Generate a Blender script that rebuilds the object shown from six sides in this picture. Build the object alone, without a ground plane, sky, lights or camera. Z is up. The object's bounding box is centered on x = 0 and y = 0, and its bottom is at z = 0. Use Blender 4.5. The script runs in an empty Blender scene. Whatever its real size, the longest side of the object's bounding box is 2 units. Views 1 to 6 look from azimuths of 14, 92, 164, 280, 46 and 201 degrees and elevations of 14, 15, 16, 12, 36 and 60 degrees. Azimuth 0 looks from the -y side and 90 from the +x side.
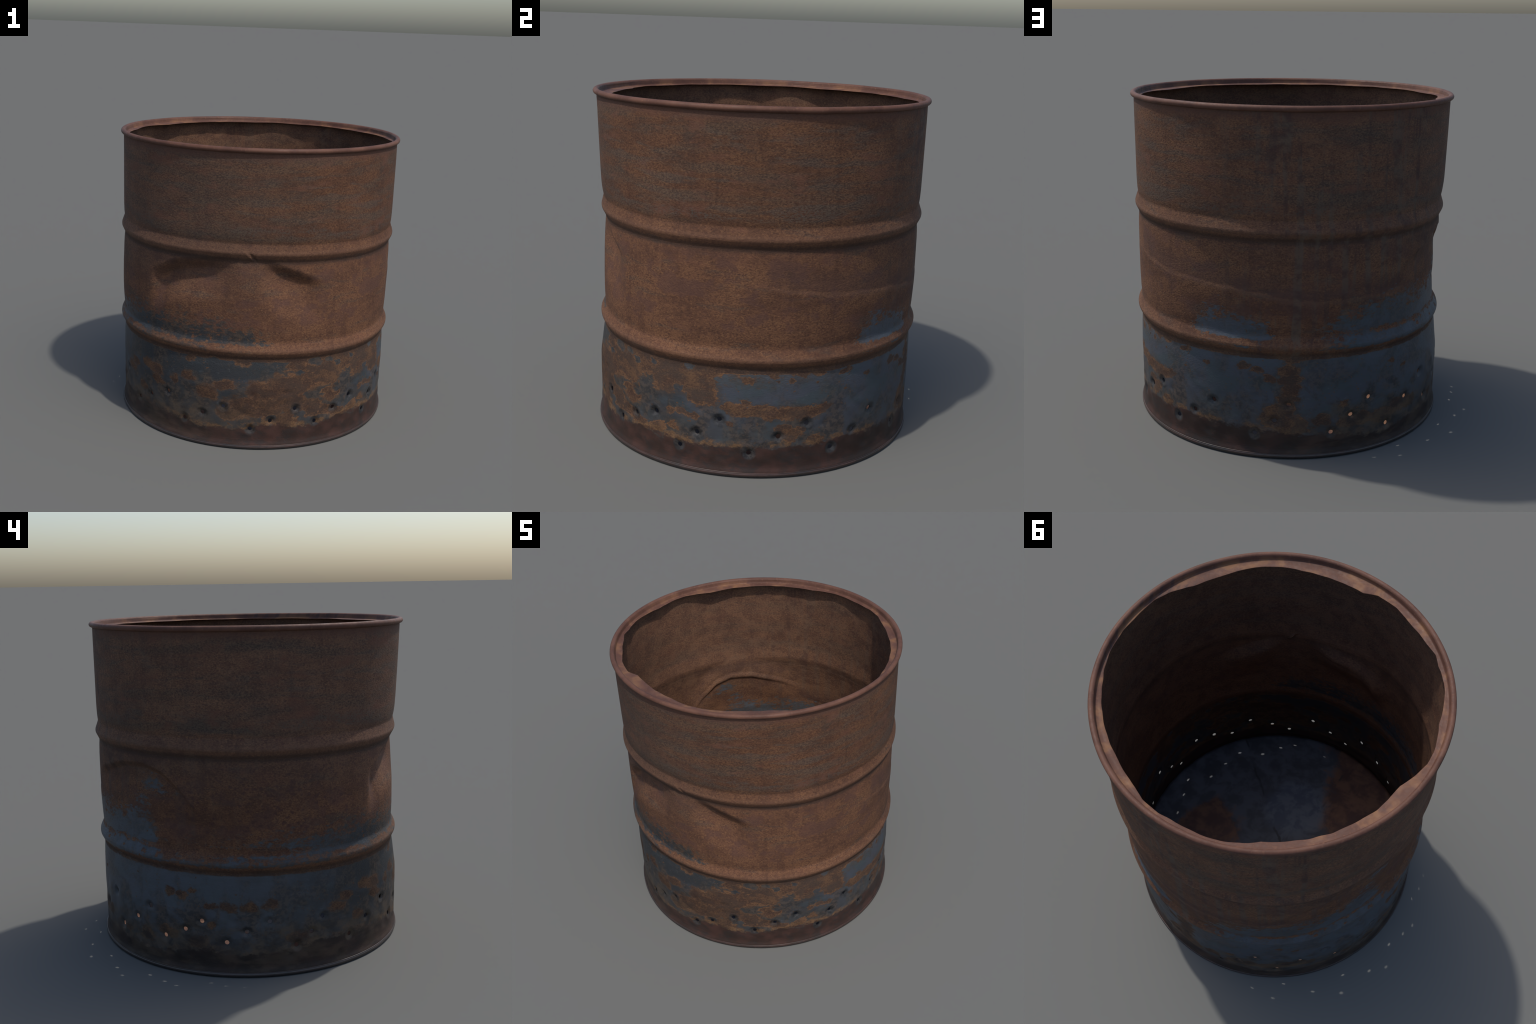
"""Open steel drum used as a fire barrel: rusty wall with two rolling hoops, dented,
punched with rows of air holes, rolled rim with the torn remains of a cut-out lid."""
import bpy, math
import numpy as np

rng = np.random.default_rng(7)
TAU = 2 * math.pi
WALL_R, THICK = 0.956, 0.004
HOLE_R = 0.0132

# ----------------------------------------------------------------------------
# shape rules
# ----------------------------------------------------------------------------
# radius of the undented wall against height: (z, r)
PROFILE = [(0.0, .9660), (.024, .9658), (.030, .9648), (.038, .9622), (.046, .9592), (.056, .9567), (.070, .9553), (.085, .9550), (.15, .9555), (.30, .9565), (.42, .9580), (.52, .9560), (.565, .9545),
           (.600, .9520), (.617, .9520), (.622, .9528), (.664, .9748), (.670, .9762), (.678, .9765), (.684, .9755), (.728, .9552),
           (.736, .9532), (.750, .9528), (.785, .9555), (.84, .9580), (.92, .9595), (1.05, .9600), (1.18, .9590),
           (1.235, .9570), (1.262, .9545), (1.271, .9545), (1.276, .9553), (1.317, .9750), (1.322, .9762), (1.329, .9765), (1.335, .9755), (1.381, .9592),
           (1.390, .9576), (1.42, .9610), (1.47, .9630), (1.55, .9635), (1.75, .9640), (2.0, .9645)]
pz = np.linspace(0, 2, 2001)
pr = np.interp(pz, *np.array(PROFILE).T)
kern = np.exp(-0.5 * (np.arange(-15, 16) / 2.0) ** 2)
pr = np.convolve(np.pad(pr, 15, mode="edge"), kern / kern.sum(), "valid")


def wrap(a):
    return (a + 180.0) % 360.0 - 180.0


def sstep(a, b, x):
    t = np.clip((x - a) / (b - a), 0, 1)
    return t * t * (3 - 2 * t)


def gauss(x, s):
    return np.exp(-(x / s) ** 2)


# air holes: rising runs of three, repeated round the drum (degrees, metres)
HOLES = [(2.2, .141), (11.6, .238), (21, .311), (30.4, .140), (38.6, .217), (46.6, .308), (62, .145), (68.7, .226), (73.5, .326),
         (88.3, .150), (95.7, .239), (102.6, .333), (111.1, .133), (120.2, .259), (130.1, .367), (135, .183), (145.2, .276), (151.9, .369),
         (158.6, .207), (167, .269), (173.2, .328), (182, .206), (188.9, .272), (196.8, .330), (206.4, .174), (211.8, .245), (216.4, .329),
         (228.5, .168), (237.6, .240), (247.8, .312), (256.4, .160), (264.4, .224), (272.9, .289), (283.9, .140), (291.8, .201), (302, .279),
         (310.8, .169), (319.5, .239), (328.8, .295), (338.7, .140), (344.6, .233), (352.3, .326)]

WAVES = [(int(rng.integers(2, 9)), rng.uniform(0.8, 5.5), rng.uniform(0, TAU), rng.uniform(0, TAU)) for _ in range(22)]

LUMPS = [(int(rng.integers(14, 44)), rng.uniform(-40, 40), rng.uniform(0, TAU), rng.uniform(0, TAU)) for _ in range(12)]

DINGS = [(rng.uniform(0, 360), rng.uniform(.10, .42), rng.uniform(.018, .045), rng.uniform(-.0045, .002)) for _ in range(110)]


def dings(th, z):
    d = np.zeros_like(th)
    for h, hz, size, depth in DINGS:
        m = (np.abs(z - hz) < 2.5 * size) & (np.abs(wrap(th - h)) < 8)
        if m.any():
            q = np.hypot(np.radians(wrap(th[m] - h)) * WALL_R, (z[m] - hz) * 1.3)
            d[m] += depth * np.exp(-(q / size) ** 2)
    return d * sstep(.06, .10, z)


def dent(th, z):
    """inward push of the wall in metres (negative), th in degrees"""
    d = np.zeros_like(th)
    # broad buckle at the front: dies out at the lower knee, fades upward to the rim
    a = wrap(th - 277)
    side = np.exp(-np.abs(a / 28.5) ** 2.3)
    height = np.interp(z, [0, .39, .42, .50, .60, .72, .90, 1.10, 1.22, 1.30, 1.38, 1.45, 1.55, 1.68, 1.83, 1.95, 2.0],
                       [0, 0, .05, .27, .50, .62, .74, .86, .98, .97, .76, .58, .44, .29, .13, .02, 0])
    d -= .040 * side * height
    # two pockets driven in under the upper hoop, with a crest between them
    # left one: its floor line climbs from a sharp corner at the far left up to the hoop
    lip = np.interp(th, [0, 236, 241, 246, 252, 262, 272, 282, 360], [1.06, 1.085, 1.125, 1.18, 1.215, 1.24, 1.26, 1.28, 1.30])
    p = sstep(lip + .045, lip - .055, z) * sstep(lip - .27, lip - .06, z)
    w = sstep(236.5, 245, th) * sstep(279, 261, th)
    d -= .060 * w * p
    # right one: a fold running down and away from the hoop
    lip = 1.255 - .0058 * (th - 288)
    p = sstep(lip + .045, lip - .050, z) * sstep(lip - .34, lip - .05, z)
    w = sstep(284, 296, th) * sstep(315, 301, th)
    d -= .050 * w * p
    # hard little corner at the left end of the left pocket
    d -= .006 * gauss(wrap(th - 240 - (z - 1.12) * 30), 2.2) * gauss(z - 1.12, .045)
    # kink across the upper hoop
    k = wrap(th - 282.6 + (z - 1.31) * 45)
    d += (-.013 * gauss(k, .65) + .0055 * gauss(k + 1.6, .9)) * gauss(z - 1.303, .022)
    # broad buckle at the back
    a = wrap(th - 153)
    side = np.exp(-np.abs(a / 25.0) ** 2.6)
    height = np.interp(z, [0, .39, .50, .60, .67, .75, .88, 1.00, 1.10, 1.20, 1.27, 1.33, 1.38, 1.45, 1.50, 1.65, 1.8, 2.0],
                       [0, 0, .22, .34, .46, .70, .98, .66, .50, .45, .42, .42, .38, .26, .19, .12, .05, 0])
    d -= .051 * side * height
    lip = np.interp(th, [0, 112, 124, 139, 150, 158, 166, 172, 360], [1.05, 1.06, 1.13, 1.195, 1.205, 1.17, 1.07, .96, .96])
    d -= .029 * sstep(lip + .022, lip - .026, z) * sstep(lip - .34, lip - .05, z) * sstep(110, 134, th) * sstep(176, 160, th)
    # slight outward bulge on the far left
    d += .008 * gauss(wrap(th - 205), 22) * gauss(z - .9, .28)
    # faint overlapping ripple that runs round the middle panel
    zr = .955 + .15 * np.exp(-np.maximum(wrap(th - 0) + 5, 0) / 45.0)
    zr = zr + .007 * np.sin(np.radians(9 * th + 40)) + .005 * np.sin(np.radians(21 * th))
    d += .0024 * sstep(.014, -.010, z - zr) * sstep(-.16, -.02, z - zr) * sstep(-8, 8, wrap(th - 0)) * sstep(125, 105, wrap(th - 0))
    # small unevenness of the sheet; lumpier where it was punched
    t = np.radians(th)
    lump = sstep(.46, .34, z) * sstep(.05, .12, z)
    for n, kz, f1, f2 in LUMPS:
        d += .0007 * lump * np.sin(n * t + f1 + kz * z) * np.sin(.8 * kz * z + f2)
    for n, kz, f1, f2 in WAVES:
        d += .00045 * np.sin(n * t + f1) * np.sin(kz * z + f2) * sstep(2.0, 1.85, z)
    return d


def dimples(th, z):
    d = np.zeros_like(th)
    for i, (h, hz) in enumerate(HOLES):
        m = (np.abs(z - hz) < .11) & (np.abs(wrap(th - h)) < 7)
        if m.any():
            q = np.hypot(np.radians(wrap(th[m] - h)) * WALL_R, (z[m] - hz) * (1.15 if i % 3 else .95))
            depth = .0120 + .004 * math.sin(i * 2.7)
            d[m] -= depth * np.exp(-(q / .023) ** 1.8) + .0022 * gauss(q, .045) * (1 + math.sin(i * 1.9))
            d[m] += .0012 * gauss(q - .04, .012)
    return d


def radius(th, z):
    return np.interp(z, pz, pr) + dent(th, z) + dings(th, z) + dimples(th, z)


# ----------------------------------------------------------------------------
# mesh helpers
# ----------------------------------------------------------------------------
def mesh_object(name, verts, faces, normals=None, material=None, parent=None, smooth=True):
    me = bpy.data.meshes.new(name)
    nv, nf = len(verts), len(faces)
    me.vertices.add(nv)
    me.vertices.foreach_set("co", np.ascontiguousarray(verts, dtype=np.float32).ravel())
    me.loops.add(nf * 4)
    me.loops.foreach_set("vertex_index", np.ascontiguousarray(faces, dtype=np.int32).ravel())
    me.polygons.add(nf)
    me.polygons.foreach_set("loop_start", np.arange(0, nf * 4, 4, dtype=np.int32))
    me.polygons.foreach_set("loop_total", np.full(nf, 4, dtype=np.int32))
    me.update(calc_edges=True)
    me.validate()
    me.polygons.foreach_set("use_smooth", np.full(len(me.polygons), smooth))
    if normals is not None:
        me.normals_split_custom_set_from_vertices(np.ascontiguousarray(normals, dtype=np.float32))
    ob = bpy.data.objects.new(name, me)
    bpy.context.scene.collection.objects.link(ob)
    if material:
        me.materials.append(material)
    if parent:
        ob.parent = parent
    return ob


def lathe(name, rings, n, material, parent, closed=True, flip=False):
    """rings: list of functions/arrays giving (r, z) per angle for each ring of a cross-section"""
    t = np.linspace(0, TAU, n, endpoint=False)
    P = []
    for r, z in rings:
        r, z = np.broadcast_to(r, (n,)), np.broadcast_to(z, (n,))
        P.append(np.stack([r * np.cos(t), r * np.sin(t), z], -1))
    m = len(P)
    V = np.concatenate(P)
    F = []
    j = np.arange(n)
    for k in range(m if closed else m - 1):
        a, b = k * n, ((k + 1) % m) * n
        q = np.stack([a + j, a + (j + 1) % n, b + (j + 1) % n, b + j], -1)
        F.append(q[:, ::-1] if flip else q)
    return mesh_object(name, V, np.concatenate(F), None, material, parent)


# ----------------------------------------------------------------------------
# materials
# ----------------------------------------------------------------------------
class Nodes:
    def __init__(self, name):
        self.mat = bpy.data.materials.new(name)
        self.mat.use_nodes = True
        self.t = self.mat.node_tree
        self.t.nodes.clear()
        self.out = self.t.nodes.new("ShaderNodeOutputMaterial")
        self.bsdf = self.t.nodes.new("ShaderNodeBsdfPrincipled")
        self.t.links.new(self.bsdf.outputs[0], self.out.inputs[0])
        self.obj = self.t.nodes.new("ShaderNodeTexCoord").outputs["Object"]
        s = self.t.nodes.new("ShaderNodeSeparateXYZ")
        self.link(self.obj, s.inputs[0])
        self.x, self.y, self.z = s.outputs
        self.theta = self.m("MULTIPLY", self.m("ARCTAN2", self.y, self.x), 180 / math.pi)   # -180..180
        self.turn = self.m("DIVIDE", self.m("WRAP", self.theta, 360.0, 0.0), 360.0)        # 0..1

    def link(self, a, b):
        self.t.links.new(a, b)

    def put(self, sock, v):
        if isinstance(v, bpy.types.NodeSocket):
            self.link(v, sock)
        else:
            sock.default_value = v

    def m(self, op, *a, clamp=False):
        n = self.t.nodes.new("ShaderNodeMath")
        n.operation = op
        n.use_clamp = clamp
        for i, v in enumerate(a):
            self.put(n.inputs[i], v)
        return n.outputs[0]

    def add(self, a, b): return self.m("ADD", a, b)
    def sub(self, a, b): return self.m("SUBTRACT", a, b)
    def mul(self, a, b): return self.m("MULTIPLY", a, b)
    def mn(self, a, b): return self.m("MINIMUM", a, b)
    def mx(self, a, b): return self.m("MAXIMUM", a, b)

    def ramp(self, x, lo, hi, a=0.0, b=1.0, smooth=True):
        n = self.t.nodes.new("ShaderNodeMapRange")
        n.interpolation_type = "SMOOTHSTEP" if smooth else "LINEAR"
        for i, v in enumerate((x, lo, hi, a, b)):
            self.put(n.inputs[i], v)
        return n.outputs[0]

    def vec(self, x, y, z):
        n = self.t.nodes.new("ShaderNodeCombineXYZ")
        for i, v in enumerate((x, y, z)):
            self.put(n.inputs[i], v)
        return n.outputs[0]

    def stretch(self, sx, sy, sz, off=(0, 0, 0), base=None):
        n = self.t.nodes.new("ShaderNodeMapping")
        self.link(base or self.obj, n.inputs[0])
        n.inputs["Location"].default_value = off
        n.inputs["Scale"].default_value = (sx, sy, sz)
        return n.outputs[0]

    def noise(self, vec, scale, detail=4, rough=.55, dist=0.0, color=False):
        n = self.t.nodes.new("ShaderNodeTexNoise")
        self.link(vec, n.inputs["Vector"])
        n.inputs["Scale"].default_value = scale
        n.inputs["Detail"].default_value = detail
        n.inputs["Roughness"].default_value = rough
        n.inputs["Distortion"].default_value = dist
        return n.outputs["Color" if color else "Fac"]

    def voronoi(self, vec, scale, feature="F1"):
        n = self.t.nodes.new("ShaderNodeTexVoronoi")
        n.feature = feature
        self.link(vec, n.inputs["Vector"])
        n.inputs["Scale"].default_value = scale
        return n.outputs["Distance"]

    def curve(self, x, pts, lo, hi):
        """value against x in 0..1; the curve runs through pts (x, value)"""
        n = self.t.nodes.new("ShaderNodeFloatCurve")
        c = n.mapping.curves[0]
        pts = sorted(pts)
        c.points[0].location = (pts[0][0], (pts[0][1] - lo) / (hi - lo))
        c.points[1].location = (pts[-1][0], (pts[-1][1] - lo) / (hi - lo))
        for px, py in pts[1:-1]:
            c.points.new(px, (py - lo) / (hi - lo))
        for p in c.points:
            p.handle_type = "VECTOR"
        n.mapping.update()
        self.put(n.inputs["Value"], x)
        return self.add(self.mul(n.outputs[0], hi - lo), lo)

    def round_curve(self, pts, lo, hi):
        """value against the angle round the drum, pts (degrees, value), closed"""
        pts = sorted(pts)
        a, b = pts[-1], pts[0]
        f = (360 - a[0]) / (360 - a[0] + b[0]) if b[0] > 0 else 0
        e = a[1] + (b[1] - a[1]) * f
        full = [(0, e)] + [p for p in pts if 0 < p[0] < 360] + [(360, e)]
        return self.curve(self.turn, [(p / 360.0, v) for p, v in full], lo, hi)

    def mix(self, fac, a, b):
        n = self.t.nodes.new("ShaderNodeMix")
        n.data_type = "RGBA"
        self.put(n.inputs[0], fac)
        for i, v in ((6, a), (7, b)):
            self.put(n.inputs[i], v if isinstance(v, bpy.types.NodeSocket) else (*v, 1.0))
        return n.outputs[2]

    def scale_color(self, c, k):
        n = self.t.nodes.new("ShaderNodeVectorMath")
        n.operation = "SCALE"
        self.link(c, n.inputs[0])
        self.put(n.inputs["Scale"], k)
        return n.outputs[0]

    def offset(self, v, by, k):
        """v + (by - 0.5) * k"""
        a = self.t.nodes.new("ShaderNodeVectorMath")
        a.operation = "MULTIPLY_ADD"
        self.link(by, a.inputs[0])
        a.inputs[1].default_value = k
        b = self.t.nodes.new("ShaderNodeVectorMath")
        b.operation = "ADD"
        self.link(v, b.inputs[0])
        b.inputs[1].default_value = tuple(-.5 * q for q in k)
        self.link(b.outputs[0], a.inputs[2])
        return a.outputs[0]

    def dist(self, v, p):
        n = self.t.nodes.new("ShaderNodeVectorMath")
        n.operation = "DISTANCE"
        self.link(v, n.inputs[0])
        n.inputs[1].default_value = p
        return n.outputs["Value"]

    def spots(self, v, pts, zk):
        """largest of (1 - distance / size) over the spots (degrees, z, size)"""
        best = None
        for th, z, s in pts:
            p = (WALL_R * math.cos(math.radians(th)), WALL_R * math.sin(math.radians(th)), z * zk)
            q = self.m("MULTIPLY_ADD", self.dist(v, p), -1.0 / s, 1.0)
            best = q if best is None else self.mx(best, q)
        return best

    def bump(self, height, strength, distance):
        n = self.t.nodes.new("ShaderNodeBump")
        n.inputs["Strength"].default_value = strength
        n.inputs["Distance"].default_value = distance
        self.link(height, n.inputs["Height"])
        return n.outputs[0]


RUST_DEEP = (.058, .029, .021)
RUST_MID = (.116, .055, .032)
RUST_WARM = (.168, .080, .043)
RUST_OCHRE = (.200, .101, .051)
RUST_GREY = (.066, .054, .045)
PAINT = (.057, .063, .077)
PAINT_TEAL = (.050, .062, .070)
PAINT_DARK = (.027, .028, .029)
MAROON = (.085, .042, .037)

# where the blue paint has survived: its ragged upper limit round the drum
PAINT_TOP = [(0, .59), (8, .60), (15, .59), (25, .60), (33, .66), (38, .78), (43, .89), (50, .90), (58, .90), (65, .87), (69, .79), (72, .64),
             (78, .63), (81, .76), (87, .84), (94, .88), (102, .92), (112, .92), (120, .93), (132, .90), (140, .93), (147, .95), (152, .91), (156, .80),
             (160, .74), (168, .78), (178, .79), (190, .84), (200, .85), (212, .86), (225, .88), (238, .89), (248, .86), (262, .86), (272, .85), (282, .85),
             (288, .82), (294, .75), (300, .68), (308, .62), (318, .60), (330, .58), (345, .58)]
# height of the clean maroon band at the foot
FOOT_TOP = [(2, .175), (14, .180), (25, .175), (33, .190), (40, .185), (48, .18), (56, .18), (64, .17), (73, .15), (84, .15), (93, .135), (102, .10),
            (112, .10), (122, .13), (135, .115), (148, .11), (160, .13), (172, .165), (185, .135), (198, .145), (212, .18), (225, .19), (240, .18), (250, .155),
            (267, .13), (281, .145), (288, .185), (297, .16), (306, .15), (316, .16), (326, .18), (336, .17), (345, .175), (353, .185)]
# rust eaten through the paint below the lower hoop (degrees, z, size)
RUST_SPOTS = [(318, .60, .07), (326, .57, .10), (336, .60, .10), (345, .60, .09), (315, .50, .11), (305, .47, .11), (297, .42, .12), (333, .50, .09),
              (343, .53, .11), (347, .45, .07), (318, .35, .07), (288, .40, .10), (282, .30, .12), (290, .28, .10), (300, .33, .10), (308, .27, .08),
              (275, .25, .08), (266, .38, .06), (258, .47, .04), (251, .42, .03), (241, .45, .06), (259, .59, .03), (280, .60, .05), (273, .44, .05),
              (298, .20, .08), (321, .22, .06), (309, .57, .06), (302, .57, .05),
              (335, .33, .035), (339, .335, .035), (343, .33, .035), (330, .22, .05), (337, .245, .035), (315, .24, .05), (355, .395, .035),
              (359, .39, .05), (4, .385, .055), (9, .375, .055), (14, .37, .055), (19, .37, .055), (24, .375, .05), (28, .39, .03),
              (1, .44, .03), (356, .31, .02), (16, .24, .05), (13, .29, .03), (19, .27, .025), (24, .21, .04),
              (9, .585, .03), (20, .60, .035), (350, .60, .05), (15, .565, .02), (1, .555, .03), (25, .59, .03), (36, .585, .025),
              (74, .60, .045), (73, .54, .045), (74, .48, .05), (75, .42, .05), (73, .36, .06), (71, .30, .07), (69, .24, .07), (75, .20, .08),
              (63, .52, .03), (58, .55, .03), (67, .49, .03), (44, .54, .02), (34, .58, .025), (85, .23, .05), (94, .21, .05),
              (100, .21, .06), (108, .20, .06), (116, .23, .06), (122, .22, .05), (112, .52, .02), (118, .48, .02), (93, .33, .03),
              (161, .48, .03), (166, .47, .035), (170, .50, .02), (177, .42, .03), (183, .42, .04), (190, .415, .04), (197, .43, .035),
              (177, .30, .025), (222, .37, .05), (226, .42, .04), (236, .46, .05), (242, .38, .05), (232, .28, .04), (150, .19, .05), (160, .24, .05),
              (172, .20, .05), (140, .17, .04), (206, .22, .05)]
# paint islands left inside those rusty areas
PAINT_SPOTS = [(310, .59, .05), (303, .53, .03), (328, .60, .025), (338, .47, .03), (327, .39, .05), (332, .40, .05), (322, .38, .04), (337, .38, .03),
               (341, .27, .07), (349, .27, .07), (357, .25, .06), (341, .60, .03), (320, .57, .03), (316, .60, .035), (277, .53, .07), (287, .52, .05), (268, .57, .06),
               (294, .57, .04), (2, .31, .06), (9, .26, .04), (330, .31, .05), (323, .26, .04), (314, .35, .02), (292, .23, .03), (304, .24, .04)]


def rust_color(n, tone=1.0):
    """mottled rust; returns colour and a grain height"""
    wide = n.noise(n.stretch(1, 1, 2.6), 2.3, 5, .6)
    bands = n.noise(n.stretch(1, 1, 4.5, (3, 1, 7)), 3.2, 4, .6, .4)
    blot = n.noise(n.stretch(1, 1, 1.3, (5, 2, 0)), 9, 4, .6, .3)
    grain = n.noise(n.stretch(1, 1, 1.7), 85, 3, .62, .5)
    grain2 = n.noise(n.stretch(1, 1, 1.3, (9, 9, 9)), 38, 3, .6, .3)
    streak = n.noise(n.stretch(1, 1, .12, (2, 4, 0)), 16, 3, .55)
    c = n.mix(n.ramp(wide, .28, .60, .25, 1.0), RUST_DEEP, RUST_MID)
    c = n.mix(n.ramp(n.add(n.mul(blot, .5), n.mul(grain2, .5)), .42, .66, .1, .75), c, RUST_WARM)
    c = n.mix(n.ramp(bands, .54, .68, 0, .55), c, RUST_GREY)
    c = n.mix(n.ramp(n.add(grain, n.mul(n.sub(wide, .5), .35)), .52, .68, 0, .75), c, RUST_OCHRE)
    c = n.mix(n.ramp(grain, .48, .35, 0, .7), c, RUST_DEEP)
    c = n.mix(n.ramp(streak, .56, .72, 0, .35), c, RUST_DEEP)
    c = n.scale_color(c, tone)
    return c, grain, grain2, blot, wide


def make_wall_material():
    n = Nodes("rusty_painted_steel")
    warp = n.noise(n.obj, 9, 4, .6, color=True)
    fine = n.noise(n.obj, 34, 3, .6, color=True)
    ZK = 1.7
    flat = n.stretch(1, 1, ZK)
    wv = n.offset(flat, warp, (.12, .12, .14))
    wv = n.offset(wv, fine, (.030, .030, .034))

    rust, grain, grain2, blot, wide = rust_color(n)

    # --- tone of the rust round the drum and with height
    z = n.z
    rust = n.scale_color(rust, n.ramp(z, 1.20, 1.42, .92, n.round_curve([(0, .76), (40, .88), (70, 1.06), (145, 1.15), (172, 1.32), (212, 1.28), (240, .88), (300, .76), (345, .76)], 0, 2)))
    mid = n.mul(n.ramp(z, .78, .86), n.ramp(z, 1.28, 1.20))
    purple = n.mul(n.ramp(n.noise(n.stretch(1, 1, 1.6, (1, 8, 3)), 6, 4, .6), .50, .60, 0, .6), mid)
    rust = n.mix(purple, rust, (.084, .043, .034))
    # leopard mottling of the shaded middle panel
    leop = n.voronoi(n.offset(n.stretch(1, 1, 1.5), fine, (.05, .05, .05)), 21)
    side = n.round_curve([(150, 0), (165, 1), (225, 1), (243, 0)], 0, 1)
    lm = n.mul(n.mul(side, mid), n.ramp(leop, .36, .20, 0, .8))
    rust = n.mix(lm, rust, (.070, .034, .028))
    dull = n.round_curve([(20, 0), (60, .2), (100, .35), (150, .5), (190, .5), (225, .5), (262, .5), (285, .35), (305, 0)], 0, 1)
    rust = n.mix(n.mul(n.mul(dull, n.ramp(z, .95, 1.25)), .8), rust, n.mix(n.ramp(n.add(grain, n.mul(n.sub(blot, .5), .6)), .40, .62), (.072, .046, .037), (.112, .072, .052)))
    # dark speckle above the upper hoop
    speck = n.mul(n.mul(n.ramp(z, 1.40, 1.44), n.ramp(z, 1.58, 1.45)), n.mul(n.ramp(grain, .46, .56), n.ramp(n.noise(n.stretch(1, 1, 3), 5, 3), .44, .60)))
    rust = n.mix(n.mul(speck, .75), rust, (.060, .056, .050))
    sm = n.noise(n.stretch(1, 1, 5.5, (2, 9, 4)), 3.6, 5, .65, .5)
    rust = n.mix(n.mul(n.ramp(sm, .50, .66, 0, .62), n.ramp(z, 1.36, 1.44)), rust, n.mix(n.ramp(grain, .42, .58), (.056, .043, .036), (.096, .071, .054)))
    wideband = n.noise(n.stretch(1, 1, 6.5, (5, 5, 1)), 1.7, 4, .6)
    rust = n.mix(n.mul(n.ramp(wideband, .46, .62, 0, .55), n.ramp(z, 1.36, 1.44)), rust, n.mix(n.ramp(grain, .40, .60), (.050, .038, .031), (.100, .068, .047)))
    red = n.noise(n.stretch(1, 1, 2.4, (11, 3, 5)), 4.5, 5, .6, .3)
    rust = n.mix(n.ramp(red, .54, .68, 0, n.ramp(z, 1.3, 1.45, .25, .5)), rust, (.130, .058, .038))
    # smooth pinkish wear on both hoops, occlusion shadow painted dark beneath them
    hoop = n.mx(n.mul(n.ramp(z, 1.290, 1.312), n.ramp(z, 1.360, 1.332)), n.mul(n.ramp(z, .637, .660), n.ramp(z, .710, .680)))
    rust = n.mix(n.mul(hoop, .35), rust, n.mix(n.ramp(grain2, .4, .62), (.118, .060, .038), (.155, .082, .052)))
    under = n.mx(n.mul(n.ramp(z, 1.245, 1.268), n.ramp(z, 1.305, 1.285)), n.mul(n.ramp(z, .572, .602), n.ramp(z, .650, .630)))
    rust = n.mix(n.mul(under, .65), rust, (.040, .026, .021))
    # smooth top edge under the rim
    rust = n.mix(n.ramp(z, 1.90, 1.955, 0, .7), rust, (.100, .050, .036))
    dent_shade = n.spots(n.offset(n.obj, warp, (.05, .05, .05)), [(250, 1.21, .07), (256, 1.235, .075), (263, 1.25, .075), (270, 1.262, .06), (291, 1.245, .05), (296, 1.22, .055), (301, 1.195, .055), (306, 1.165, .045),  # shadow in the dent folds, darkened into the rust colour
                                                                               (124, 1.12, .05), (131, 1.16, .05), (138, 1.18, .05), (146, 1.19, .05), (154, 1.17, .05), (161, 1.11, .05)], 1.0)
    rust = n.mix(n.ramp(dent_shade, .1, .7, 0, .45), rust, (.040, .023, .018))
    run = n.noise(n.stretch(1, 1, .06, (7, 2, 0)), 22, 4, .6)
    rust = n.mix(n.mul(n.ramp(run, .48, .64, 0, .65), n.round_curve([(45, 0), (65, 1), (120, 1), (160, .3), (300, 0)], 0, 1)), rust, n.mix(n.ramp(blot, .4, .6), (.058, .034, .030), (.100, .076, .058)))
    # tone line round the middle panel: darker above, paler strip below
    tz = n.round_curve([(0, 1.10), (8, 1.09), (20, 1.06), (30, 1.04), (40, 1.02), (52, 1.01), (64, .985), (75, .955), (85, .945), (100, .955), (118, .97), (130, .98)], .9, 1.15)
    tl = n.sub(n.add(z, n.mul(n.sub(n.noise(n.obj, 22, 4), .5), .05)), tz)
    tmask = n.round_curve([(0, 0), (14, .8), (60, 1), (110, .8), (126, 0), (350, 0)], 0, 1)
    rust = n.mix(n.mul(n.mul(n.ramp(tl, -.003, .006), n.ramp(tl, .14, .03)), n.mul(tmask, .42)), rust, (.070, .042, .036))
    rust = n.mix(n.mul(n.mul(n.ramp(tl, .002, -.006), n.ramp(tl, -.045, -.010)), n.mul(tmask, .25)), rust, (.170, .098, .066))

    geo = n.t.nodes.new("ShaderNodeNewGeometry")
    sep = n.t.nodes.new("ShaderNodeSeparateXYZ")
    n.link(geo.outputs["Normal"], sep.inputs[0])
    facing = n.add(n.mul(sep.outputs[0], n.x), n.mul(sep.outputs[1], n.y))
    rust = n.mix(n.ramp(facing, .1, -.1, 0, .5), rust, n.mix(n.ramp(n.add(n.mul(blot, .5), n.mul(grain, .5)), .40, .60), (.078, .039, .024), (.150, .077, .042)))
    # --- paint field: positive where paint survives
    big = n.noise(n.stretch(1, 1, 2.0, (4, 4, 4)), 7, 6, .62, .3)
    small = n.noise(n.stretch(1, 1, 1.8, (7, 1, 2)), 26, 5, .62, .2)
    top = n.round_curve(PAINT_TOP, .4, 1.1)
    f = n.m("MULTIPLY", n.sub(top, z), 7.0)
    f = n.mn(f, 1.0)
    # above the lower hoop the paint is only scattered patches
    thin = n.round_curve([(0, .9), (30, .6), (38, .45), (45, .30), (64, .30), (72, .6), (80, .36), (90, .10), (120, .06), (150, .0), (157, .42), (175, .50), (195, .38), (215, .22), (235, .18), (255, .16), (275, .20), (288, .30), (297, .5), (304, .75), (330, .9)], 0, 1)
    f = n.sub(f, n.mul(n.ramp(z, .63, .70), n.add(thin, .06)))
    # hoop crest worn to rust
    worn = n.round_curve([(0, 1), (85, 1), (100, .35), (130, .25), (170, .25), (195, .5), (220, .9), (240, 1)], 0, 1)
    crest = n.mul(n.ramp(z, .590, .625), n.ramp(z, .725, .705))
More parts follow.
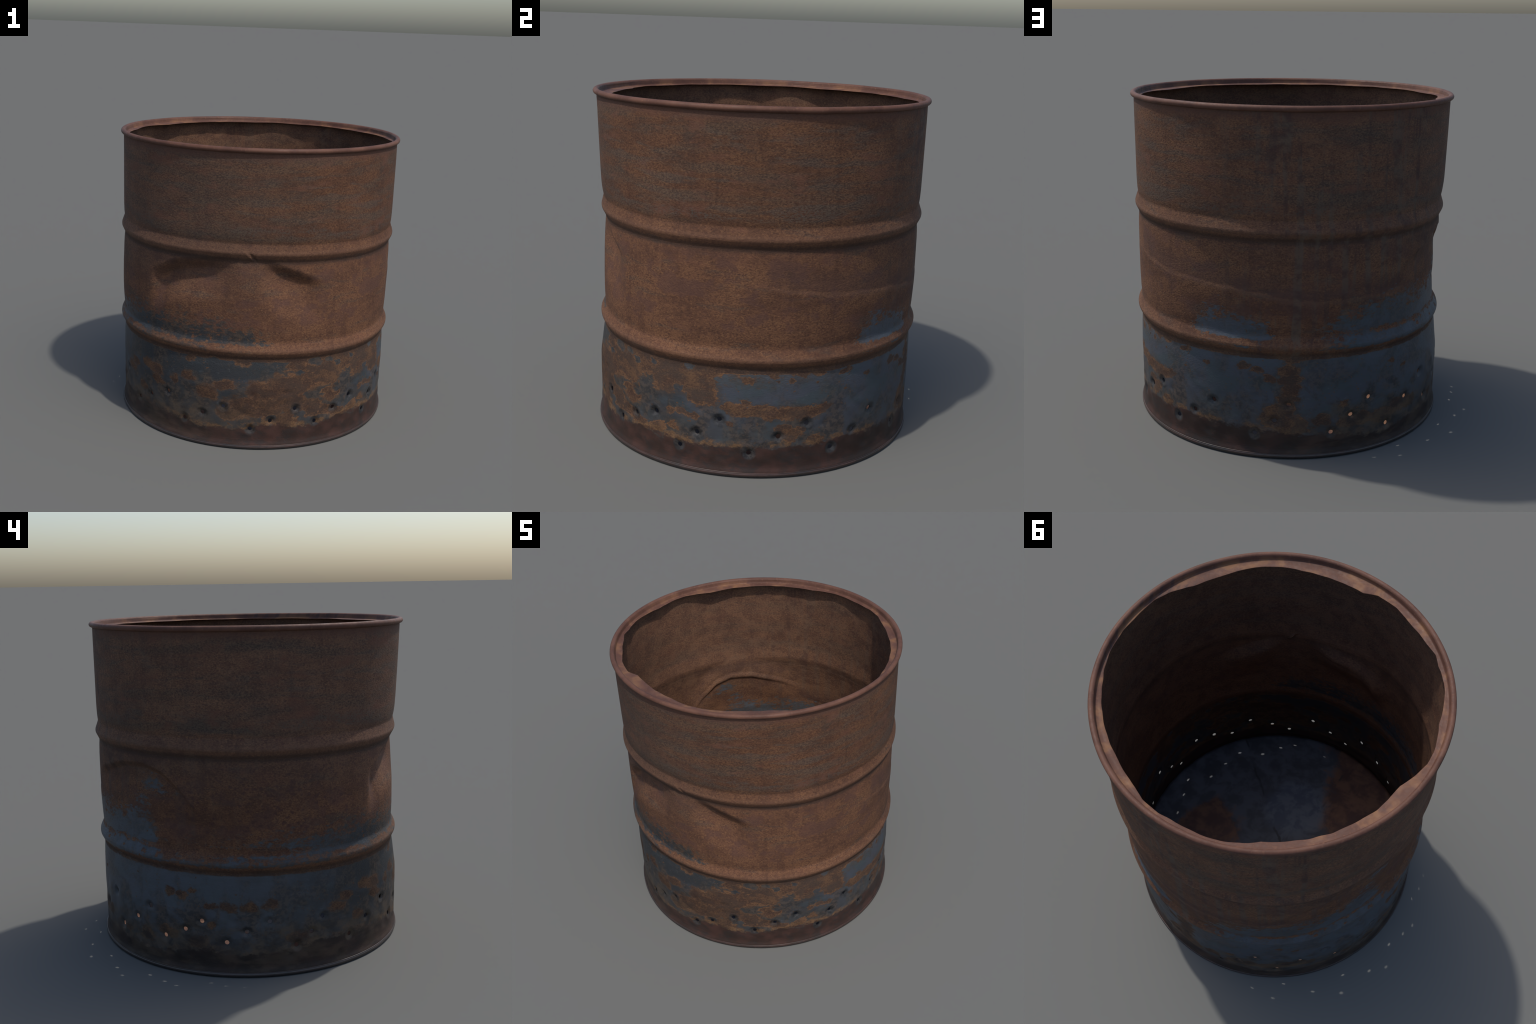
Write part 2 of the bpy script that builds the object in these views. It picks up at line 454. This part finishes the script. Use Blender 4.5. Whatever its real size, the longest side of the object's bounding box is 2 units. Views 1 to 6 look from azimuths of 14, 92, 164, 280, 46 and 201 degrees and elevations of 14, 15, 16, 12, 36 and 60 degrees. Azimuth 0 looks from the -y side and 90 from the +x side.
    f = n.sub(f, n.mul(n.mul(crest, worn), .95))
    groove = n.mul(n.ramp(z, .715, .73), n.ramp(z, .775, .755))
    back_side = n.round_curve([(70, 0), (95, 1), (200, 1), (225, 0)], 0, 1)
    f = n.sub(f, n.mul(groove, n.mul(back_side, .3)))
    f = n.sub(f, n.mul(n.mul(n.ramp(z, .592, .612), n.ramp(z, .668, .645)), 1.1))
    f = n.sub(f, n.mul(n.mul(n.ramp(z, .714, .728), n.ramp(z, .770, .745)), n.mul(back_side, .55)))
    hs = n.voronoi(n.offset(n.stretch(1, 1, 1.2), fine, (.03, .03, .03)), 17)
    f = n.sub(f, n.mul(n.mul(n.ramp(hs, .30, .20), n.ramp(n.noise(n.obj, 9, 2), .42, .55)), n.mul(n.mul(n.ramp(z, .585, .62), n.ramp(z, .80, .74)), 1.2)))
    rs = n.spots(wv, [(a, b, s * 1.25) for a, b, s in RUST_SPOTS], ZK)
    f = n.mn(f, n.mul(rs, -1.4))
    ps = n.spots(wv, [(a, b, s * 1.15) for a, b, s in PAINT_SPOTS], ZK)
    f = n.mx(f, n.mul(ps, 1.4))
    f = n.mx(f, n.mul(n.spots(wv, [(154, 1.09, .07), (157, 1.06, .05), (147, .99, .05)], ZK), .55))
    f = n.add(f, n.add(n.mul(n.sub(big, .5), 1.5), n.mul(n.sub(small, .5), n.ramp(z, .60, .74, 1.5, 3.4))))
    # small pits of rust in sound paint
    pits = n.voronoi(n.offset(n.stretch(1, 1, 1.3), warp, (.1, .1, .1)), 13)
    pm = n.mul(n.ramp(pits, .17, .10), n.ramp(n.noise(n.obj, 4.2, 2), .50, .58))
    f = n.sub(f, n.mul(pm, 1.0))
    soft = n.round_curve([(60, .16), (110, .25), (200, .40), (250, .45), (275, .34), (296, .24), (330, .18), (355, .12)], 0, 1)
    paint = n.ramp(f, n.mul(soft, -1.0), soft)
    fringe = n.mul(n.ramp(f, -.42, -.10), n.ramp(f, .14, .0))
    low = n.ramp(z, .98, .60)

    # rust below the hoop is browner, with bright ochre edges against the paint
    lowrust = n.mix(n.ramp(n.add(n.mul(grain, .5), n.mul(blot, .5)), .42, .60), (.052, .032, .025), (.118, .067, .038))
    scab = n.ramp(n.voronoi(n.offset(n.stretch(1, 1, 1.6), fine, (.05, .05, .05)), 40), .10, .40)
    lowrust = n.mix(n.mul(n.ramp(n.noise(n.stretch(1, 1, 1.5, (3, 3, 1)), 9, 5, .62), .43, .60), n.add(n.mul(scab, .45), .4)), lowrust, (.048, .037, .031))
    lowrust = n.scale_color(lowrust, n.round_curve([(0, 1), (225, .9), (245, .68), (290, .72), (315, .85), (335, 1)], 0, 1))
    rust = n.mix(n.ramp(z, .66, .58, 0, .8), rust, lowrust)
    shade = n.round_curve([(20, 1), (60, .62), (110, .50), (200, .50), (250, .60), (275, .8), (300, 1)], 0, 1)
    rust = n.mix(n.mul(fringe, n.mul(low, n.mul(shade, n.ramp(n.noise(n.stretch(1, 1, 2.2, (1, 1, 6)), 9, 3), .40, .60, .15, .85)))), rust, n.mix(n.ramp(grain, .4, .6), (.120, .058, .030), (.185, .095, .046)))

    # paint colour: blue at the back and right, blackened at the front left
    scorch = n.round_curve([(0, .25), (15, .20), (35, .12), (60, .18), (90, .22), (120, .22), (150, .22), (175, .35), (200, .55), (220, .75), (240, 1.0), (290, 1.0), (305, .9), (325, .8), (340, .62), (352, .4)], 0, 1)
    pc = n.mix(n.ramp(n.noise(n.stretch(1, 1, 2, (2, 2, 8)), 5, 4), .42, .60), PAINT, PAINT_TEAL)
    pc = n.mix(n.ramp(z, .60, .50, .35, 0), pc, (.078, .092, .108))
    pc = n.mix(n.ramp(n.add(n.mul(n.sub(n.noise(n.stretch(1, 1, 2.2, (6, 0, 3)), 6, 4, .6), .5), 1.6), scorch), .20, 1.0, 0, .85), pc, PAINT_DARK)
    pc = n.mix(n.round_curve([(95, 0), (125, .45), (160, .55), (200, .45), (235, 0)], 0, 1), pc, (.088, .094, .104))
    pc = n.mix(n.ramp(n.add(n.mul(n.sub(big, .5), .25), z), .42, .22, 0, .45), pc, (.055, .053, .053))
    pc = n.mix(n.ramp(small, .58, .74, 0, .25), pc, (.12, .125, .13))

    stain = n.noise(n.stretch(1, 1, .8, (4, 7, 7)), 7, 6, .65, .4)
    pc = n.mix(n.mul(n.ramp(stain, .42, .60), n.mx(n.ramp(z, .62, .30, .40, .72), n.round_curve([(222, 0), (240, .8), (300, .8), (325, .5), (345, 0)], 0, 1))), pc, n.mix(n.ramp(grain2, .42, .58), (.034, .029, .026), (.078, .056, .042)))
    pc = n.mix(n.mul(n.ramp(f, .55, .05), .45), pc, (.060, .046, .037))
    fl = n.mul(n.ramp(n.voronoi(n.offset(n.obj, fine, (.03, .03, .03)), 48), .26, .14), n.ramp(n.noise(n.obj, 11, 3), .50, .60))
    pc = n.mix(n.mul(fl, .8), pc, (.095, .056, .035))
    col = n.mix(paint, rust, pc)
    # scorched, bare metal round the holes
    hp = [(h, hz, .074) for h, hz in HOLES]
    near = n.spots(n.offset(n.offset(n.obj, warp, (.035, .035, .035)), fine, (.012, .012, .012)), hp, 1.0)
    burn = n.mul(n.ramp(near, .30, .72, 0, .82), n.round_curve([(30, .9), (70, .35), (150, .25), (215, .45), (250, .9)], 0, 1))
    col = n.mix(burn, col, n.mix(n.ramp(grain2, .4, .6), (.028, .027, .027), (.062, .060, .060)))
    # brown smoke in the lowest third at the back
    smoke = n.mul(n.ramp(n.add(z, n.mul(n.sub(big, .5), .55)), .33, .17), n.round_curve([(55, 0), (95, .7), (200, .9), (250, .7), (290, .2), (310, 0)], 0, 1))
    col = n.mix(n.mul(smoke, .85), col, n.mix(n.ramp(blot, .38, .60), (.034, .029, .026), (.092, .066, .045)))
    # maroon foot
    ft = n.round_curve(FOOT_TOP, .05, .25)
    fz = n.sub(n.add(n.add(z, n.mul(n.sub(small, .5), .085)), n.mul(n.sub(big, .5), .10)), ft)
    edge = n.mul(n.ramp(fz, -.012, .004), n.ramp(fz, .045, .012))
    front = n.round_curve([(40, 1), (70, .5), (110, .25), (200, .2), (250, .5), (275, .9), (290, 1)], 0, 1)
    en = n.ramp(n.noise(n.stretch(1, 1, 1, (1, 5, 5)), 11, 3), .42, .56)
    col = n.mix(n.mul(n.mul(edge, front), n.mul(en, .85)), col, n.mix(n.ramp(grain, .42, .58), (.105, .058, .032), (.165, .092, .045)))
    foot = n.ramp(fz, .014, -.016, 0, .95)
    back = n.round_curve([(40, 0), (75, .5), (110, .85), (200, .9), (240, .8), (265, .4), (290, 0)], 0, 1)
    fc = n.mix(n.ramp(n.noise(n.stretch(1, 1, 1.4, (8, 8, 1)), 7, 4), .38, .64), (.034, .020, .016), (.058, .029, .023))
    fc = n.mix(n.ramp(n.add(n.mul(big, .6), n.mul(small, .4)), .48, .60, 0, .7), fc, (.026, .022, .021))
    fc = n.mix(n.mul(back, .75), fc, n.mix(n.ramp(n.noise(n.stretch(1, 1, 2.5, (3, 8, 2)), 5, 5, .6), .44, .62), (.025, .021, .019), (.066, .049, .036)))
    hole_left = n.ramp(near, .42, .62)
    col = n.mix(n.mul(foot, n.sub(1.0, n.mul(hole_left, .85))), col, fc)

    n.link(col, n.bsdf.inputs["Base Color"])
    smooth = n.mx(n.mul(paint, .8), n.mx(n.mul(foot, .8), n.mx(n.mul(hoop, .35), burn)))
    rough = n.ramp(n.add(smooth, n.mul(n.sub(grain, .5), .3)), 0, 1, .78, .46)
    n.link(rough, n.bsdf.inputs["Roughness"])
    n.link(n.mul(n.mul(burn, .6), 1.0), n.bsdf.inputs["Metallic"])
    n.bsdf.inputs["Specular IOR Level"].default_value = .16
    h = n.mul(n.add(grain, n.mul(grain2, .8)), n.ramp(z, .35, .66, .35, 1.0))
    n.link(n.bump(h, .55, .004), n.bsdf.inputs["Normal"])
    return n.mat


def make_rim_material():
    n = Nodes("smooth_rust")
    a = n.noise(n.stretch(1, 1, 1), 7, 4, .55, .3)
    b = n.noise(n.obj, 48, 3, .55)
    c = n.mix(n.ramp(a, .34, .66), (.084, .038, .026), (.122, .057, .038))
    c = n.mix(n.ramp(b, .54, .72, 0, .4), c, (.175, .090, .058))
    c = n.mix(n.ramp(n.noise(n.obj, 30, 3), .58, .74, 0, .4), c, (.080, .042, .036))
    # slanted dark scrape marks inside the rim on one side
    r = n.m("SQRT", n.add(n.mul(n.x, n.x), n.mul(n.y, n.y)))
    ph = n.add(n.mul(n.theta, .42), n.mul(n.sub(r, .95), 45.0))
    st = n.m("SINE", n.mul(ph, TAU * .5))
    where = n.mul(n.round_curve([(8, 1), (14, 0), (318, 0), (326, 1)], 0, 1), n.ramp(r, .962, .955))
    c = n.mix(n.mul(n.mul(n.ramp(st, .2, .8), where), .7), c, (.060, .036, .032))
    # worn ochre inside
    c = n.mix(n.mul(n.ramp(r, .955, .945), n.ramp(a, .50, .66, 0, .75)), c, (.200, .098, .046))
    n.link(c, n.bsdf.inputs["Base Color"])
    n.link(n.ramp(b, .3, .7, .52, .70), n.bsdf.inputs["Roughness"])
    n.bsdf.inputs["Specular IOR Level"].default_value = .22
    n.link(n.bump(n.add(a, n.mul(b, .4)), .35, .004), n.bsdf.inputs["Normal"])
    return n.mat


def make_chime_material():
    n = Nodes("dark_rust")
    a = n.noise(n.stretch(1, 1, 2), 12, 5, .6)
    b = n.noise(n.obj, 60, 3, .6)
    c = n.mix(n.ramp(a, .36, .64), (.034, .020, .016), (.058, .029, .023))
    back = n.round_curve([(40, 0), (75, .4), (110, .8), (200, .9), (240, .7), (265, .4), (290, 0)], 0, 1)
    c = n.mix(n.mul(back, .7), c, (.050, .042, .042))
    c = n.mix(n.ramp(n.noise(n.stretch(1, 1, 1.5), 8, 5, .6), .48, .60, 0, .7), c, (.026, .022, .021))
    c = n.mix(n.ramp(n.z, .020, .006, 0, .9), c, (.014, .012, .012))  # shadow under the chime, baked as near-black into its bottom edge
    n.link(c, n.bsdf.inputs["Base Color"])
    n.link(n.ramp(b, .3, .7, .34, .46), n.bsdf.inputs["Roughness"])
    n.bsdf.inputs["Specular IOR Level"].default_value = .6
    n.link(n.bump(n.add(a, n.mul(b, .3)), .3, .003), n.bsdf.inputs["Normal"])
    return n.mat


def make_floor_material():
    n = Nodes("scorched_floor_steel")
    big = n.noise(n.obj, 2.6, 6, .6, .4)
    mid = n.noise(n.stretch(1, 1, 1, (3, 5, 1)), 8, 5, .62, .3)
    c = n.mix(n.ramp(mid, .4, .62), (.060, .064, .074), (.105, .115, .135))
    # rust on one side, and two more patches of it
    w = n.offset(n.obj, n.noise(n.obj, 6, 4, color=True), (.2, .2, 0))
    g = n.mul(n.sub(n.mul(n.x, -1.0), n.add(n.mul(n.y, .25), .30)), 3.0)
    g = n.mx(g, n.m("MULTIPLY_ADD", n.dist(w, (.50, .05, 0)), -1 / .24, 1.0))
    g = n.mx(g, n.m("MULTIPLY_ADD", n.dist(w, (-.35, .50, 0)), -1 / .50, 1.0))
    f = n.add(g, n.add(n.mul(n.sub(big, .5), 1.6), n.mul(n.sub(mid, .5), 1.0)))
    c = n.mix(n.ramp(f, -.08, .22), c, n.mix(n.ramp(mid, .38, .62), (.090, .042, .032), (.190, .098, .058)))
    # cleaner blue patch in the middle
    c = n.mix(n.ramp(n.dist(w, (-.03, -.34, 0)), .29, .17, 0, .85), c, n.mix(n.ramp(mid, .42, .58), (.085, .105, .145), (.150, .170, .200)))
    # crossing scrape marks
    for ax, ay, off in ((.8, .6, .04), (-.55, .83, -.10), (.98, -.2, .12)):
        d = n.m("ABSOLUTE", n.add(n.add(n.mul(n.x, ax), n.mul(n.y, ay)), n.add(n.mul(n.sub(mid, .5), .06), off)))
        c = n.mix(n.mul(n.ramp(d, .014, .004), n.ramp(n.noise(n.obj, 5, 2), .50, .62, 0, .8)), c, (.035, .034, .036))
    n.link(c, n.bsdf.inputs["Base Color"])
    n.link(n.ramp(mid, .3, .7, .55, .75), n.bsdf.inputs["Roughness"])
    n.link(n.bump(mid, .4, .01), n.bsdf.inputs["Normal"])
    return n.mat


# ----------------------------------------------------------------------------
# build
# ----------------------------------------------------------------------------
drum = bpy.data.objects.new("fire_barrel", None)
bpy.context.scene.collection.objects.link(drum)
drum["label"] = "dented open rusty steel drum, blue paint traces, punched air holes"
drum["category"] = "oil drum"

wall_mat, rim_mat, chime_mat, floor_mat = make_wall_material(), make_rim_material(), make_chime_material(), make_floor_material()

# --- wall: one master grid, cut into panels and hoops that share their borders
NT = 1320
STEP = TAU * WALL_R / NT


def spaced(a, b, h):
    return np.linspace(a, b, max(2, int(round((b - a) / h)) + 1))[:-1]


rows = np.concatenate([spaced(.004, .455, STEP), spaced(.455, .585, .010), spaced(.585, .765, .0032), spaced(.765, 1.255, .0085),
                       spaced(1.255, 1.405, .0032), spaced(1.405, 1.97, .013), [1.97]])
NR = len(rows)
TH, ZZ = np.meshgrid(np.arange(NT) * 360.0 / NT, rows)
TH, ZZ = TH.copy(), ZZ.copy()
kill = np.zeros((NR, NT), bool)
low_rows = int(np.searchsorted(rows, .45))
RING, REACH = 3, 9
hole_rings = []
for h, hz in HOLES:
    ci, cj = int(round(hz / STEP - .004 / STEP)), int(round(h / 360 * NT)) % NT
    off = range(-REACH, REACH + 1)
    for di in off:
        for dj in off:
            rho = max(abs(di), abs(dj))
            if rho == 0 or not 0 <= ci + di < low_rows:
                continue
            L = math.hypot(di, dj)
            target = HOLE_R * rho / RING if rho <= RING else HOLE_R + (REACH * STEP - HOLE_R) * (rho - RING) / (REACH - RING)
            t = 1.0 if rho <= RING else 1.0 - (rho - RING) / (REACH - RING)
            y = di * STEP * (1 - t) + t * target * di / L
            x = dj * STEP * (1 - t) + t * target * dj / L
            TH[ci + di, (cj + dj) % NT] += math.degrees((x - dj * STEP) / WALL_R)
            ZZ[ci + di, (cj + dj) % NT] += y - di * STEP
    for di in range(-RING, RING):
        for dj in range(-RING, RING):
            kill[ci + di, (cj + dj) % NT] = True
    ring = [(-RING, k) for k in range(-RING, RING)] + [(k, RING) for k in range(-RING, RING)] \
        + [(RING, -k) for k in range(-RING, RING)] + [(-k, -RING) for k in range(-RING, RING)]
    hole_rings.append([((ci + a) * NT + (cj + b) % NT) for a, b in ring])

R0 = radius(TH, ZZ)
e = .05
dRdt = (radius(TH + e, ZZ) - radius(TH - e, ZZ)) / (2 * math.radians(e))
dRdz = (radius(TH, ZZ + .001) - radius(TH, ZZ - .001)) / .002
T = np.radians(TH)
er = np.stack([np.cos(T), np.sin(T), 0 * T], -1)
et = np.stack([-np.sin(T), np.cos(T), 0 * T], -1)
N = er - et * (dRdt / R0)[..., None] - np.array([0, 0, 1.0]) * dRdz[..., None]
N /= np.linalg.norm(N, axis=-1, keepdims=True)
outer = er * R0[..., None] + np.array([0, 0, 1.0]) * ZZ[..., None]


def inner_gap(th, z):
    """raised bead behind hoops, swell over buckles: relief modelled to shade dark along its lower edge"""
    lip = np.interp(th, [0, 112, 124, 139, 150, 158, 166, 172, 236, 246, 252, 262, 272, 360], [1.05, 1.06, 1.13, 1.19, 1.20, 1.165, 1.07, .96, 1.085, 1.17, 1.20, 1.22, 1.24, 1.24])
    side = sstep(114, 134, th) * sstep(174, 160, th) + .7 * sstep(238, 250, th) * sstep(279, 262, th)
    swell = .028 * side * sstep(lip - .045, lip + .015, z) * sstep(lip + .15, lip + .015, z)
    shell = np.interp(z, [0, .617, .736, 1.271, 1.390, 2], [1, .9520, .9532, .9545, .9576, 1])
    on = ((z > .617) & (z < .736)) | ((z > 1.271) & (z < 1.390))
    return THICK + swell + 1.3 * np.where(on, np.maximum(np.interp(z, pz, pr) - shell, 0), 0)


inner = outer - er * inner_gap(TH, ZZ)[..., None]
dGdz = (inner_gap(TH, ZZ + .003) - inner_gap(TH, ZZ - .003)) / .006
dGdt = (inner_gap(TH + e, ZZ) - inner_gap(TH - e, ZZ)) / (2 * math.radians(e))
N_in = er - et * ((dRdt - dGdt) / R0)[..., None] - np.array([0, 0, 1.0]) * (dRdz - dGdz)[..., None]
N_in /= np.linalg.norm(N_in, axis=-1, keepdims=True)
N_in = -N_in.reshape(-1, 3)
outer, inner, N = outer.reshape(-1, 3), inner.reshape(-1, 3), N.reshape(-1, 3)


def wall_part(name, r0, r1):
    """rows r0..r1 of the master grid, outside and inside skins"""
    i, j = np.meshgrid(np.arange(r0, r1), np.arange(NT), indexing="ij")
    keep = ~kill[r0:r1]
    i, j = i[keep], j[keep]
    jn = (j + 1) % NT
    out = np.stack([i * NT + j, i * NT + jn, (i + 1) * NT + jn, (i + 1) * NT + j], -1)
    nv = NR * NT
    faces = [out, out[:, ::-1] + nv]
    extra = []
    for ring in hole_rings:
        if r0 <= ring[0] // NT < r1:
            ring = np.array(ring)
            nx = np.roll(ring, -1)
            extra.append(np.stack([nx, ring, ring + nv, nx + nv], -1))
    if extra:
        faces += extra
    F = np.concatenate(faces)
    V = np.concatenate([outer, inner])
    NN = np.concatenate([N, N_in])
    used = np.unique(F)
    remap = np.full(2 * nv, -1)
    remap[used] = np.arange(len(used))
    return mesh_object(name, V[used], remap[F], NN[used], wall_mat, drum)


cut = [0, int(np.searchsorted(rows, .600)), int(np.searchsorted(rows, .742)), int(np.searchsorted(rows, 1.268)), int(np.searchsorted(rows, 1.388)), NR - 1]
for name, a, b in zip(("wall_panel", "rolling_hoop", "wall_panel", "rolling_hoop", "wall_panel"), cut[:-1], cut[1:]):
    wall_part(name, a, b)

# --- rolled rim
NRIM = 720
tr = np.linspace(0, TAU, NRIM, endpoint=False)


def ripple(amp, seed, lo=3, hi=14, k=8):
    g = np.random.default_rng(seed)
    return amp * sum(np.sin(int(g.integers(lo, hi)) * tr + g.uniform(0, TAU)) for _ in range(k)) / math.sqrt(k)


wob_r, wob_z = ripple(.0006, 1), ripple(.0005, 2)
rings = []
for a in np.linspace(0, TAU, 22, endpoint=False):
    rr, zz = .9670 + .0168 * math.cos(a), 1.9832 + .0162 * math.sin(a)
    rings.append((rr + wob_r, zz + wob_z))
lathe("rim", rings, NRIM, rim_mat, drum)

# --- what is left of the lid: a ledge inside the rim with a torn edge
LIP = [(4, .936), (20, .917), (38, .905), (49, .899), (61, .908), (66, .925), (73, .927), (81, .920), (88, .927), (95, .927), (102, .916),
       (107, .900), (118, .901), (130, .902), (141, .893), (146, .896), (153, .880), (158, .876), (164, .899), (170, .918), (175, .922), (186, .904),
       (196, .921), (203, .930), (210, .921), (215, .930), (220, .912), (232, .900), (239, .909), (248, .901), (253, .861), (260, .862), (270, .868),
       (279, .875), (287, .891), (297, .891), (311, .870), (322, .873), (331, .914), (337, .931), (348, .929), (354, .935)]
la, lr = np.array(LIP).T
deg = np.degrees(tr)
edge = np.interp(deg, np.concatenate([la - 360, la, la + 360]), np.tile(lr, 3))
edge = edge + ripple(.0012, 5, 20, 60, 10)
droop = -.0005 + ripple(.0010, 9, 4, 22, 10)
mid_r = .946 * .45 + edge * .55
prof = [(.9545, 1.9905), (.9503, 1.9845), (.9490, 1.9770), (.9478, 1.9710), (.9460, 1.9665), (.9435, 1.9645)]
top = [(r + 0 * tr, z + 0 * tr) for r, z in prof] + [(mid_r, 1.9640 + droop * .35), (edge + .002, 1.9632 + droop), (edge, 1.9622 + droop)]
t_ = .0035
bot = [(edge, 1.9602 + droop), (edge + .002, 1.9597 + droop), (mid_r, 1.9640 - t_ + droop * .35)] + [(r + .001 + 0 * tr, z - t_ + 0 * tr) for r, z in prof[::-1]]
lathe("torn_lid_edge", (top + bot)[::-1], NRIM, rim_mat, drum)

# --- chime at the foot
CHIME = [(.9640, .0285), (.9672, .0282), (.9679, .0266), (.9670, .0246), (.9670, .0232), (.9686, .0212), (.9696, .0165), (.9698, .0110), (.9685, .0050),
         (.9650, .0010), (.9600, 0.0), (.9560, 0.0), (.9560, .003), (.9640, .004)]
lathe("base_chime", [(r, z) for r, z in CHIME][::-1], 720, chime_mat, drum)

# --- floor: shallow disc with a few swells
g = np.random.default_rng(11)
sw = [(g.uniform(-.8, .8), g.uniform(-.8, .8), g.uniform(.12, .3), g.uniform(-.0015, .003)) for _ in range(14)]


def floor_z(r):
    x, y = r * np.cos(tr), r * np.sin(tr)
    return .007 + sum(h * np.exp(-((x - a) ** 2 + (y - b) ** 2) / s ** 2) for a, b, s, h in sw) * (1 - (r / .9628) ** 8)


rad = np.concatenate([[.0005], np.linspace(.03, .9628, 40)])
lathe("floor", [(r, floor_z(r)) for r in rad] + [(.9628, .002), (.0005, .002)], NRIM, floor_mat, drum, closed=True)
